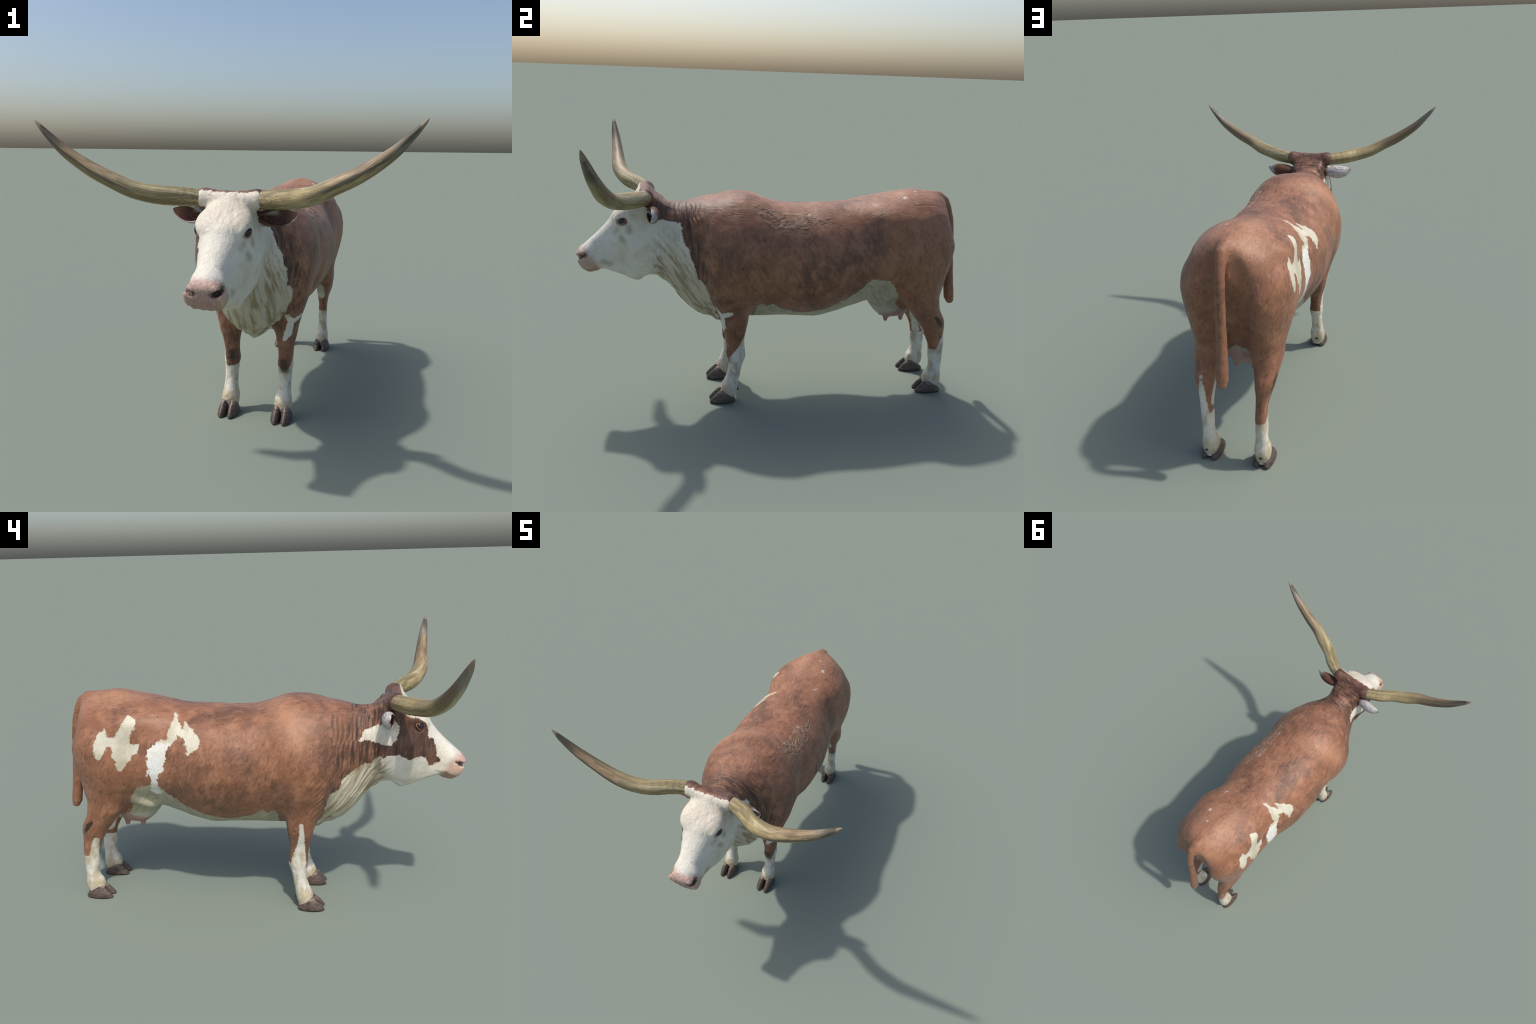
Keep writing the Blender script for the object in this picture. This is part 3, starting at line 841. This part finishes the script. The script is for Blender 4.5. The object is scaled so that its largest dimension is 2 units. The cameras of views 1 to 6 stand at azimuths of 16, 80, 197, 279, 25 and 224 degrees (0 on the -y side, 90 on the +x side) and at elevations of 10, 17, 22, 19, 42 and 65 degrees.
def horn_material():
    T = Tree("horn")
    x, y, z = T.split(T.obj)
    s = T.math("ABSOLUTE", x)
    up = T.math("SUBTRACT", z, T.plot(s, [(.07, 1.0655), (.11, 1.068), (.204, 1.0755), (.276, 1.0836), (.35, 1.101), (.425, 1.134), (.517, 1.180), (.616, 1.245), (.688, 1.312), (.735, 1.364)]))
    fwd = T.math("SUBTRACT", T.plot(s, [(.07, -.65), (.11, -.66), (.204, -.702), (.276, -.750), (.35, -.787), (.425, -.812), (.517, -.825), (.616, -.838), (.688, -.851), (.735, -.8585)]), y)
    side = T.math("MULTIPLY", x, 3.)
    fibre = T.noise(T.join(T.math("MULTIPLY_ADD", s, 4.5, side), T.math("MULTIPLY", fwd, 62.), T.math("MULTIPLY", up, 62.)), 1., 4, .62, warp=.35)
    broad = T.noise(T.join(T.math("MULTIPLY_ADD", s, 2.5, side), T.math("MULTIPLY", fwd, 24.), T.math("MULTIPLY", up, 24.)), 1., 3, .55, warp=.3)
    fine = T.noise(T.join(T.math("MULTIPLY", s, 16.), T.math("MULTIPLY", fwd, 230.), T.math("MULTIPLY", up, 230.)), 1., 2, .5)
    col = T.mix(T.ramp(fibre, .34, .64), (.230, .185, .090), (.43, .335, .170))
    col = T.mix(T.math("MULTIPLY", T.ramp(broad, .54, .68), .75), col, (.52, .455, .275))
    col = T.mix(T.math("MULTIPLY", T.ramp(broad, .46, .34), .60), col, (.165, .135, .060))
    out = T.math("ADD", s, T.math("MULTIPLY", T.math("SUBTRACT", broad, .5), .28))
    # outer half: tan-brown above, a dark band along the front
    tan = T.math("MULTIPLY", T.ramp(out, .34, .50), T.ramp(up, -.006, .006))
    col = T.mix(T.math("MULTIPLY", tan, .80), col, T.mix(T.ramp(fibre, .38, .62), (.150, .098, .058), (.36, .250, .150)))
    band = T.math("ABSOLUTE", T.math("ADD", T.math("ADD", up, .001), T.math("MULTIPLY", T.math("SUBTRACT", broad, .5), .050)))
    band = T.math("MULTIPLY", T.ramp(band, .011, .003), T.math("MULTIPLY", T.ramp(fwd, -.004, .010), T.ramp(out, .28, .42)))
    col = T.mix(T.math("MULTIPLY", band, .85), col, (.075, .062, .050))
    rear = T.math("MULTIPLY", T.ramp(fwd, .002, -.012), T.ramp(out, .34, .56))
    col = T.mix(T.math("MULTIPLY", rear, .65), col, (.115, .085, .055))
    tip = T.ramp(T.math("ADD", s, T.math("MULTIPLY", T.math("SUBTRACT", fibre, .5), .16)), .585, .675)
    col = T.mix(T.math("MULTIPLY", tip, .90), col, T.mix(T.ramp(broad, .44, .62), (.055, .048, .044), (.255, .220, .195)))
    # crackled, scaly base
    v = T.new("ShaderNodeTexVoronoi", feature="DISTANCE_TO_EDGE")
    T.put(v.inputs["Vector"], T.vec("ADD", T.obj, T.vec("SCALE", T.noise(T.obj, 30, 2, .5, colour=True), .02)))
    v.inputs["Scale"].default_value = 48
    crack = T.math("MULTIPLY", T.ramp(v.outputs["Distance"], .07, .01), T.ramp(T.math("ADD", s, T.math("MULTIPLY", broad, .08)), .245, .200))
    col = T.mix(T.math("MULTIPLY", crack, .32), col, (.085, .066, .036))
    col = T.mix(T.math("MULTIPLY", T.ramp(s, .22, .11), T.ramp(fibre, .55, .40)), col, (.19, .155, .078))
    col = T.mix(T.math("MULTIPLY", T.ramp(fine, .56, .40), .40), col, (.12, .095, .050))
    col = T.mix(T.ramp(s, .706, .716), col, (.235, .185, .120))
    T.put(T.bsdf.inputs["Base Color"], col)
    T.bsdf.inputs["Roughness"].default_value = .50
    T.bsdf.inputs["Specular IOR Level"].default_value = .35
    b = T.new("ShaderNodeBump")
    b.inputs["Strength"].default_value, b.inputs["Distance"].default_value = .6, .002
    T.put(b.inputs["Height"], T.math("SUBTRACT", T.math("ADD", fibre, T.math("MULTIPLY", fine, .4)), T.math("MULTIPLY", crack, .6)))
    T.t.links.new(b.outputs[0], T.bsdf.inputs["Normal"])
    return T.m


def ear_material():
    T = Tree("ear")
    x, y, z = T.split(T.obj)
    s = T.math("ABSOLUTE", x)
    geo_n = T.new("ShaderNodeNewGeometry")
    hair = T.noise(T.vec("MULTIPLY", T.obj, (1, 4, 4)), 70, 3, .6)
    inside = T.ramp(T.math("MULTIPLY_ADD", s, .0, y), -.6, -.7)
    pale = T.mix(T.ramp(T.noise(T.vec("MULTIPLY", T.obj, (1, 3, 3)), 38, 4, .65), .32, .66), (.30, .275, .26), (.60, .57, .54))
    brown = T.mix(hair, BROWN_DEEP, (.19, .085, .05))
    left = T.math("GREATER_THAN", x, 0.)
    tip = T.ramp(T.math("ADD", s, T.math("MULTIPLY", hair, .03)), .215, .262)
    root = T.ramp(T.math("ADD", s, T.math("MULTIPLY", hair, .03)), .150, .118)
    lcol = T.mix(tip, brown, pale)
    rcol = T.mix(root, T.mix(T.ramp(s, .252, .262), pale, brown), brown)
    T.put(T.bsdf.inputs["Base Color"], T.mix(left, rcol, lcol))
    T.bsdf.inputs["Roughness"].default_value = .7
    T.bsdf.inputs["Specular IOR Level"].default_value = .25
    return T.m


def ear_inner_material():
    T = Tree("ear_lining")
    hair = T.noise(T.vec("MULTIPLY", T.obj, (1, 4, 4)), 60, 3, .6)
    x, y, z = T.split(T.obj)
    s = T.math("ABSOLUTE", x)
    col = T.mix(T.ramp(hair, .35, .65), (.070, .032, .026), (.20, .098, .080))
    root = T.math("MULTIPLY", T.ramp(T.math("ADD", s, T.math("MULTIPLY", hair, .05)), .215, .185), T.ramp(z, 1.000, 1.016))
    col = T.mix(root, col, (.50, .47, .44))
    col = T.mix(T.ramp(s, .20, .25), col, (.33, .17, .14))
    T.put(T.bsdf.inputs["Base Color"], col)
    T.bsdf.inputs["Roughness"].default_value = .75
    return T.m


def hoof_material():
    T = Tree("hoof")
    z = T.split(T.obj)[2]
    n = T.noise(T.vec("MULTIPLY", T.obj, (1, 1, 2.2)), 45, 4, .6)
    col = T.mix(T.ramp(n, .35, .65), (.050, .037, .031), (.120, .083, .063))
    col = T.mix(T.math("MULTIPLY", T.ramp(z, .040, .062), T.ramp(n, .40, .55)), col, (.22, .155, .115))
    T.put(T.bsdf.inputs["Base Color"], col)
    T.bsdf.inputs["Roughness"].default_value = .48
    b = T.new("ShaderNodeBump")
    b.inputs["Strength"].default_value, b.inputs["Distance"].default_value = .3, .001
    T.put(b.inputs["Height"], T.noise(T.vec("MULTIPLY", T.obj, (1, 1, 5)), 60, 3, .6))
    T.t.links.new(b.outputs[0], T.bsdf.inputs["Normal"])
    return T.m


def plain(name, colour, rough, spread=.25, scale=60):
    T = Tree(name)
    n = T.noise(T.obj, scale, 3, .6)
    T.put(T.bsdf.inputs["Base Color"], T.mix(n, tuple(c * (1 - spread) for c in colour), tuple(c * (1 + spread) for c in colour)))
    T.bsdf.inputs["Roughness"].default_value = rough
    return T.m


HORN_MAT, EAR_MAT, EAR_IN, HOOF_MAT = horn_material(), ear_material(), ear_inner_material(), hoof_material()
EYE_MAT = plain("eyeball", (.016, .013, .013), .06, .4, 40)
LID_MAT = plain("eyelid", (.27, .105, .060), .5)
DEW_MAT = plain("dewclaw", (.016, .013, .012), .5)
MAT_HAIR = plain("matted_hair", (.36, .205, .125), .65, .55, 60)
HORN_SIGN = 1

# =====================================================================
#  OBJECTS
# =====================================================================
import bpy

ROOT = bpy.data.objects.new("longhorn_cow", None)
bpy.context.scene.collection.objects.link(ROOT)
ROOT["label"] = "red and white longhorn cow with wide upswept horns"
ROOT["category"] = "cow"


def add(name, verts, faces, parent, material, normals=None, kind=None):
    me = bpy.data.meshes.new(name)
    me.from_pydata([tuple(v) for v in verts], [], [tuple(int(i) for i in q) for q in faces])
    me.validate()
    me.materials.append(material)
    me.polygons.foreach_set("use_smooth", np.ones(len(me.polygons), bool))
    if normals is not None:
        me.normals_split_custom_set_from_vertices([tuple(n) for n in normals])
    ob = bpy.data.objects.new(name, me)
    bpy.context.scene.collection.objects.link(ob)
    ob.parent = parent
    if kind:
        ob["kind"] = kind
    return ob


def tube(rings, cap_start=True, cap_end=True, closed=True):
    """rings: (n, m, 3) -> verts, quads (+ end fans)"""
    n, m, _ = rings.shape
    V = [tuple(p) for p in rings.reshape(-1, 3)]
    F = []
    for i in range(n - 1):
        for j in range(m if closed else m - 1):
            k = (j + 1) % m
            F.append((i * m + j, i * m + k, (i + 1) * m + k, (i + 1) * m + j))
    for ring, on, rev in ((0, cap_start, True), (n - 1, cap_end, False)):
        if on:
            c = len(V)
            V.append(tuple(rings[ring].mean(0)))
            for j in range(m):
                a, b = ring * m + j, ring * m + (j + 1) % m
                F.append((b, a, c) if rev else (a, b, c))
    return V, F


def spline(P, n):
    P = np.asarray(P, float)
    s = np.r_[0, np.cumsum(np.linalg.norm(np.diff(P[:, :3], axis=0), axis=1))]
    t = np.linspace(0, s[-1], n)
    Q = np.vstack([2 * P[0] - P[1], P, 2 * P[-1] - P[-2]])
    i = np.clip(np.searchsorted(s, t, side="right") - 1, 0, len(P) - 2)
    u = ((t - s[i]) / (s[i + 1] - s[i]))[:, None]
    a, b, c, d = Q[i], Q[i + 1], Q[i + 2], Q[i + 3]
    return .5 * (2 * b + (c - a) * u + (2 * a - 5 * b + 4 * c - d) * u ** 2 + (3 * b - a - 3 * c + d) * u ** 3)


def frames(C, up):
    T = np.gradient(C, axis=0)
    T /= np.linalg.norm(T, axis=1)[:, None]
    U = np.asarray(up, float) - T * (T @ np.asarray(up, float))[:, None]
    U /= np.linalg.norm(U, axis=1)[:, None]
    return T, U, np.cross(T, U)


# ---------------------------------------------------------------- body mesh
V, Q, FIELD, AXF = surface(body_field())
V = relax(V, Q, 10)
val, grad = sample(FIELD, AXF, V)


def mesh_normals(V, Q):
    d1, d2 = V[Q[:, 2]] - V[Q[:, 0]], V[Q[:, 3]] - V[Q[:, 1]]
    n = np.cross(d1, d2)
    N = np.stack([sum(np.bincount(Q[:, k], n[:, d], len(V)) for k in range(4)) for d in range(3)], 1)
    return N / np.maximum(np.linalg.norm(N, axis=1)[:, None], 1e-12)


NRM = mesh_normals(V, Q)
if RELIEF:
    V = V + NRM * relief(V, NRM)[:, None]
    NRM = mesh_normals(V, Q)

# ---------------------------------------------------------------- regions
C = V[Q].mean(1)
cx, cy, cz = np.abs(C[:, 0]), C[:, 1], C[:, 2]


def in_limb(table, grow):
    T = np.array(table)
    yf, yb, xi, xo = (curve(T[:, 0], T[:, i], cz) for i in (1, 2, 3, 4))
    return (cy > yf - grow) & (cy < yb + grow) & (cx > xi - grow) & (cx < xo + grow)


def chain_distance(pts, P):
    pts = np.array(pts, float)
    best = np.full(len(P), 9.)
    for p, q in zip(pts[:-1], pts[1:]):
        d = q[:3] - p[:3]
        h = np.clip((P - p[:3]) @ d / (d @ d), 0, 1)
        best = np.minimum(best, np.linalg.norm(P - p[:3] - h[:, None] * d, axis=1) - (p[3] + (q[3] - p[3]) * h))
    return best


region = np.full(len(C), "torso", object)
region[cy + .30 * (cz - .75) < -.38] = "neck"
region[cy < -.622 - .06 * (cz - .85)] = "head"
udder = ((cy - .62) / .125) ** 2 + (cx / .1) ** 2 < 1
region[udder & (cz < .475)] = "udder"
region[in_limb(HINDLIMB, .02) & (cz < .64 - .9 * np.clip(.70 - cy, 0, 1)) & (region != "udder")] = "hindlimb"
region[in_limb(FORELIMB, .02) & (cz < .52) & (cz < .46 + .5 * np.clip(cx - .06, 0, .12))] = "forelimb"
region[(chain_distance(TAIL, C) < .008) & (cy > .868)] = "tail"
teat_near = np.min([np.hypot(cx - .044, cy - y) for y in TEAT_Y], 0) < .022
region[teat_near & (cz < .412)] = "teat"
for side, s in (("left", 1), ("right", -1)):
    for k in ("forelimb", "hindlimb"):
        region[(region == k) & (C[:, 0] * s > 0)] = k + side
    for y in TEAT_Y:
        region[(region == "teat") & (C[:, 0] * s > 0) & (np.abs(cy - y) < .03)] = "teat" + side + str(y)
region[region == "teat"] = "udder"


def cut(key, name, parent, material=None):
    q = Q[region == key]
    u, inv = np.unique(q, return_inverse=True)
    if material is None:
        lo, hi = V[u].min(0) - .01, V[u].max(0) + .01
        nm = "coat_" + key.replace("left", "_left").replace("right", "_right")
        jagged = .020 if "limb" in key else (.048 if key == "torso" else .034)
        if key in ("torso",):      # the two flanks are marked differently: one material each
            ob = add(name, V[u], inv.reshape(q.shape), parent, coat(nm + "_left", np.r_[-.02, lo[1:]], hi, jagged), NRM[u])
            ob.data.materials.append(coat(nm + "_right", lo, np.r_[.02, hi[1:]], jagged))
            ob.data.polygons.foreach_set("material_index", (V[q].mean(1)[:, 0] < 0).astype(np.int32))
            return ob
        material = coat(nm, lo, hi, jagged)
    return add(name, V[u], inv.reshape(q.shape), parent, material, NRM[u])


torso = cut("torso", "torso", ROOT)
neck = cut("neck", "neck", ROOT)
head = cut("head", "head", ROOT)
tail = cut("tail", "tail", ROOT)
udder_ob = cut("udder", "udder", ROOT)
limb = {(k, s): cut(k + s, k, ROOT) for k in ("forelimb", "hindlimb") for s in ("left", "right")}
for s in ("left", "right"):
    for y in TEAT_Y:
        cut("teat" + s + str(y), "teat", udder_ob, udder_ob.data.materials[0])

# ---------------------------------------------------------------- matted hair behind the left shoulder
def matted_hair():
    rnd = np.random.RandomState(5)
    zone = (V[:, 0] > .08) & (np.abs(V[:, 1]) < .27) & (V[:, 2] > .90)
    zv, zn = V[zone], NRM[zone]
    axis = spline(np.array([(.150, -.150, 1.026), (.165, -.095, 1.004), (.185, -.030, .968), (.170, .060, .970), (.165, .130, .975), (.170, .185, .970)]), 60)
    verts, faces = [], []
    for i in range(64):
        p = axis[int(60 * rnd.beta(1.5, 1.7))] + rnd.normal(0, 1, 3) * (.018, .026, .020)
        ang, turn = rnd.normal(-.25, .55), rnd.normal(0, .30)
        pts = []
        for k in range(rnd.randint(5, 10)):
            j = np.argmin(((zv - p) ** 2).sum(1))
            n = zn[j]
            t1 = np.array([0, 1, 0]) - n * n[1]
            t1 /= np.linalg.norm(t1)
            t2 = np.cross(n, t1)
            p = p - n * ((p - zv[j]) @ n)
            pts.append(p + n * (.0002 + .0008 * np.sin(k * 1.1 + i)))
            ang += turn + rnd.normal(0, .25)
            p = p + (np.cos(ang) * t1 + np.sin(ang) * t2) * .0105
        C = spline(np.array(pts), 4 * len(pts))
        T, U, W = frames(C, (.6, .1, .8))
        r = rnd.uniform(.0007, .0017) * np.sin(np.pi * np.linspace(.06, .97, len(C))) ** .6
        a = np.linspace(0, 2 * np.pi, 7)[:-1]
        R = C[:, None] + r[:, None, None] * (np.cos(a)[None, :, None] * U[:, None] + np.sin(a)[None, :, None] * W[:, None])
        v, f = tube(R)
        o = len(verts)
        verts += v
        faces += [tuple(x + o for x in q) for q in f]
    add("matted_hair", verts, faces, torso, MAT_HAIR, kind="stuff")


matted_hair()

# ---------------------------------------------------------------- horns
# axis of the left horn and its half thickness, upright and front to back
HORN = [(.078, -.664, 1.0665, .027, .026), (.113, -.661, 1.0685, .0338, .0330), (.2040, -.7030, 1.0765, .0380, .0385), (.2750, -.7535, 1.0848, .0374, .0385), (.3550, -.7890, 1.103, .0342, .0408),
        (.4252, -.8135, 1.1362, .0318, .0375), (.5200, -.8250, 1.1825, .0290, .0308), (.6180, -.8390, 1.2478, .0226, .0246), (.6886, -.8520, 1.3146, .0136, .0162), (.7200, -.8570, 1.3480, .0072, .0085), (.7365, -.8595, 1.3665, .0011, .0013)]


HORN_FRONT = np.pi / 2 * HORN_SIGN


def horn(side):
    P = spline(HORN, 110)
    T, U, W = frames(P[:, :3], (0, 0, 1))
    a = np.linspace(0, 2 * np.pi, 36, endpoint=False)
    s = np.linspace(0, 1, len(P))
    # along the front a blunt ridge, fading at base and tip
    ru, rw = np.maximum(P[:, 3], .001)[:, None], np.maximum(P[:, 4], .001)[:, None]
    ridge = 1 + .05 * np.sin(np.pi * np.clip((s - .25) / .7, 0, 1))[:, None] * np.cos(a - HORN_FRONT)[None] ** 6 * (np.cos(a - HORN_FRONT)[None] > 0)
    growth = .0009 * np.sin(150 * s + 3 * np.sin(9 * s)) * np.exp(-(s / .30) ** 2)       # growth rings near the base
    wob = (1 + .012 * np.sin(2 * a + 4 * s[:, None]) + .010 * np.sin(5 * a + 9 * s[:, None])) * ridge
    R = P[:, None, :3] + ((ru * wob + growth[:, None]) * np.cos(a))[..., None] * U[:, None] + ((rw * wob + growth[:, None]) * np.sin(a))[..., None] * W[:, None]
    R[..., 0] *= side
    if side < 0:
        R = R[:, ::-1]
    v, f = tube(R)
    return add("horn", v, f, head, HORN_MAT)


for s in (1, -1):
    horn(s)

# ---------------------------------------------------------------- ears
EAR = [(.085, -.632, 1.004), (.120, -.630, 1.000), (.160, -.628, 1.000), (.205, -.627, 1.003), (.238, -.630, 1.011), (.262, -.629, 1.020)]


def ear(side):
    P = spline(np.array(EAR), 40)
    s = np.linspace(0, 1, 40)
    T, U, W = frames(P, (0, 0, 1))             # W points to the front or back
    if W[20][1] > 0:
        W = -W
    high = curve([0, .12, .3, .5, .68, .84, .95, 1], [.018, .022, .033, .039, .036, .025, .011, .0015], s)
    deep = curve([0, .12, .3, .5, .7, .86, 1], [.020, .024, .031, .032, .026, .015, .001], s)
    reach = np.radians(curve([0, .2, .4, .7, 1], [172, 158, 134, 112, 95], s))
    wall = curve([0, .3, .8, 1], [.006, .0045, .0035, .0006], s)
    m = 22
    rings = []
    for i in range(40):
        a = np.linspace(-reach[i], reach[i], m)
        hi, de, w = high[i], deep[i], wall[i]
        out = np.stack([hi * np.sin(a), -de * np.cos(a)], 1)
        inn = np.stack([(hi - w) * np.sin(a), -(de - w) * np.cos(a)], 1)
        loop = np.vstack([out, inn[::-1]])
        rings.append(P[i] + loop[:, :1] * U[i] + loop[:, 1:] * W[i])
    R = np.array(rings)
    R[..., 0] *= side
    if side < 0:
        R = R[:, ::-1]
    v, f = tube(R)
    o = add("ear", v, f, head, EAR_MAT)
    o.data.materials.append(EAR_IN)
    lining = [1 if len(q) == 4 and all(m <= (i % (2 * m)) for i in q) else 0 for q in f]
    if side < 0:
        lining = [1 if len(q) == 4 and all((i % (2 * m)) < m for i in q) else 0 for q in f]
    o.data.polygons.foreach_set("material_index", lining)
    return o


for s in (1, -1):
    ear(s)

# ---------------------------------------------------------------- eyes
def sphere(c, r, nu=32, nv=20, axes=None):
    u, v = np.meshgrid(np.linspace(0, 2 * np.pi, nu, endpoint=False), np.linspace(.0, np.pi, nv + 1)[1:-1])
    P = np.stack([np.sin(v) * np.cos(u), np.sin(v) * np.sin(u), np.cos(v)], -1) * np.asarray(r)
    if axes is not None:
        P = P @ np.asarray(axes)
    return P + np.asarray(c)


EYE = np.array([.1, -.775, .955])
for sg in (1, -1):
    c = EYE * [sg, 1, 1]
    k = np.argsort(np.linalg.norm((V - c) * [.3, 1, 1], axis=1) + (V[:, 0] * sg < .05) * 9)[:60]
    floor = V[k].mean(0)
    out = NRM[np.argsort(np.linalg.norm((V - floor), axis=1))[:400]].mean(0)
    out = out + np.array([0, -.28, .02])
    out /= np.linalg.norm(out)
    e1 = np.array([0, 1, .26])
    e1 = e1 - out * (out @ e1)
    e1 /= np.linalg.norm(e1)
    e2 = np.cross(out, e1)
    e2 *= np.sign(e2[2])
    axes = np.array([e1, e2, out])
    ball = floor + out * EYE_LIFT
    v, f = tube(sphere(ball, (.0225, .0180, .0145), 40, 24, axes))
    add("eye", v, f, head, EYE_MAT)
    # upper and lower lid: one almond-shaped rim, thicker above
    a = np.linspace(0, 2 * np.pi, 56, endpoint=False)
    al = np.stack([.0232 * np.cos(a), .0160 * np.sin(a) * (1 - .22 * np.cos(a) ** 2), .0062 - .0085 * np.cos(a) ** 2], 1)
    C3 = ball + al @ axes
    thick = .0036 + .0010 * np.sin(a)
    b_ = np.linspace(0, 2 * np.pi, 12, endpoint=False)
    radial = (al * [1, 1.6, 0])
    radial /= np.linalg.norm(radial, axis=1)[:, None]
    rad3 = radial @ axes
    rings = C3[:, None] + thick[:, None, None] * (np.cos(b_)[None, :, None] * rad3[:, None] * 1.15 + np.sin(b_)[None, :, None] * out[None, None])
    rings = np.concatenate([rings, rings[:1]])
    v, f = tube(rings, False, False)
    add("eyelid", v, f, head, LID_MAT)

# ---------------------------------------------------------------- hooves
def claw(x_in, x_out, toe, heel, rear_extra=0.):
    """one half of a cloven hoof: footprint and tilted coronet, bulging between"""
    m, rows = 40, 14
    a = np.linspace(0, 2 * np.pi, m, endpoint=False)
    ca, sa = np.cos(a), np.sin(a)
    def oval(yc, ry, x0, x1, p):
        r = (np.abs(ca) ** p + np.abs(sa) ** p) ** (-1 / p)
        return np.stack([(x0 + x1) / 2 + (x1 - x0) / 2 * r * sa, yc + ry * r * ca], 1)
    L = heel - toe
    foot = oval((toe + heel) / 2, L / 2, x_in, x_out, 2.3)
    front = np.clip((-(foot[:, 1] - (toe + heel) / 2)) / (L / 2), 0, 1)
    mid = (x_in + x_out) / 2
    foot[:, 0] += (x_in * .62 + x_out * .38 - foot[:, 0]) * .22 * front ** 3
    top = oval(toe + .725 * L, .265 * L, x_in + .001, x_out - .007, 2.1)
    tz = .046 - (top[:, 1] - (toe + .725 * L)) * .66
    rings = []
    for k in np.linspace(0, 1, rows):
        w = k ** 1.12
        q = foot + (top - foot) * w
        out = np.sin(np.pi * k ** .8) * .0055
        q = q + (q - q.mean(0)) / np.maximum(np.linalg.norm(q - q.mean(0), axis=1), 1e-6)[:, None] * out * np.clip((q[:, :1] - x_in) / (.5 * (x_out - x_in)), .08, 1)
        if k == 0:
            q = q.mean(0) + (q - q.mean(0)) * .94
        rings.append(np.column_stack([q, tz * k]))
    rings.insert(1, np.column_stack([foot + (top - foot) * .02, np.full(m, .004)]))
    return np.array(rings)


HOOVES = {"forelimb": (-.357, -.226, .1315), "hindlimb": (.765, .905, .1275)}
for (k, s), parent in limb.items():
    toe, heel, x0 = HOOVES[k]
    sg = 1 if s == "left" else -1
    for inner in (1, -1):
        R = claw(.0012, .0465, toe, heel)
        R[..., 0] = sg * (x0 + inner * R[..., 0])
        v, f = tube(R)
        o = add("hoof", v, f, parent, HOOF_MAT)
    y = heel + (.0165 if k == "forelimb" else .004)
    P = sphere((sg * (x0 + .003), y, .060), (.0085, .006, .0065))
    v, f = tube(P)
    add("dewclaw", v, f, parent, DEW_MAT)
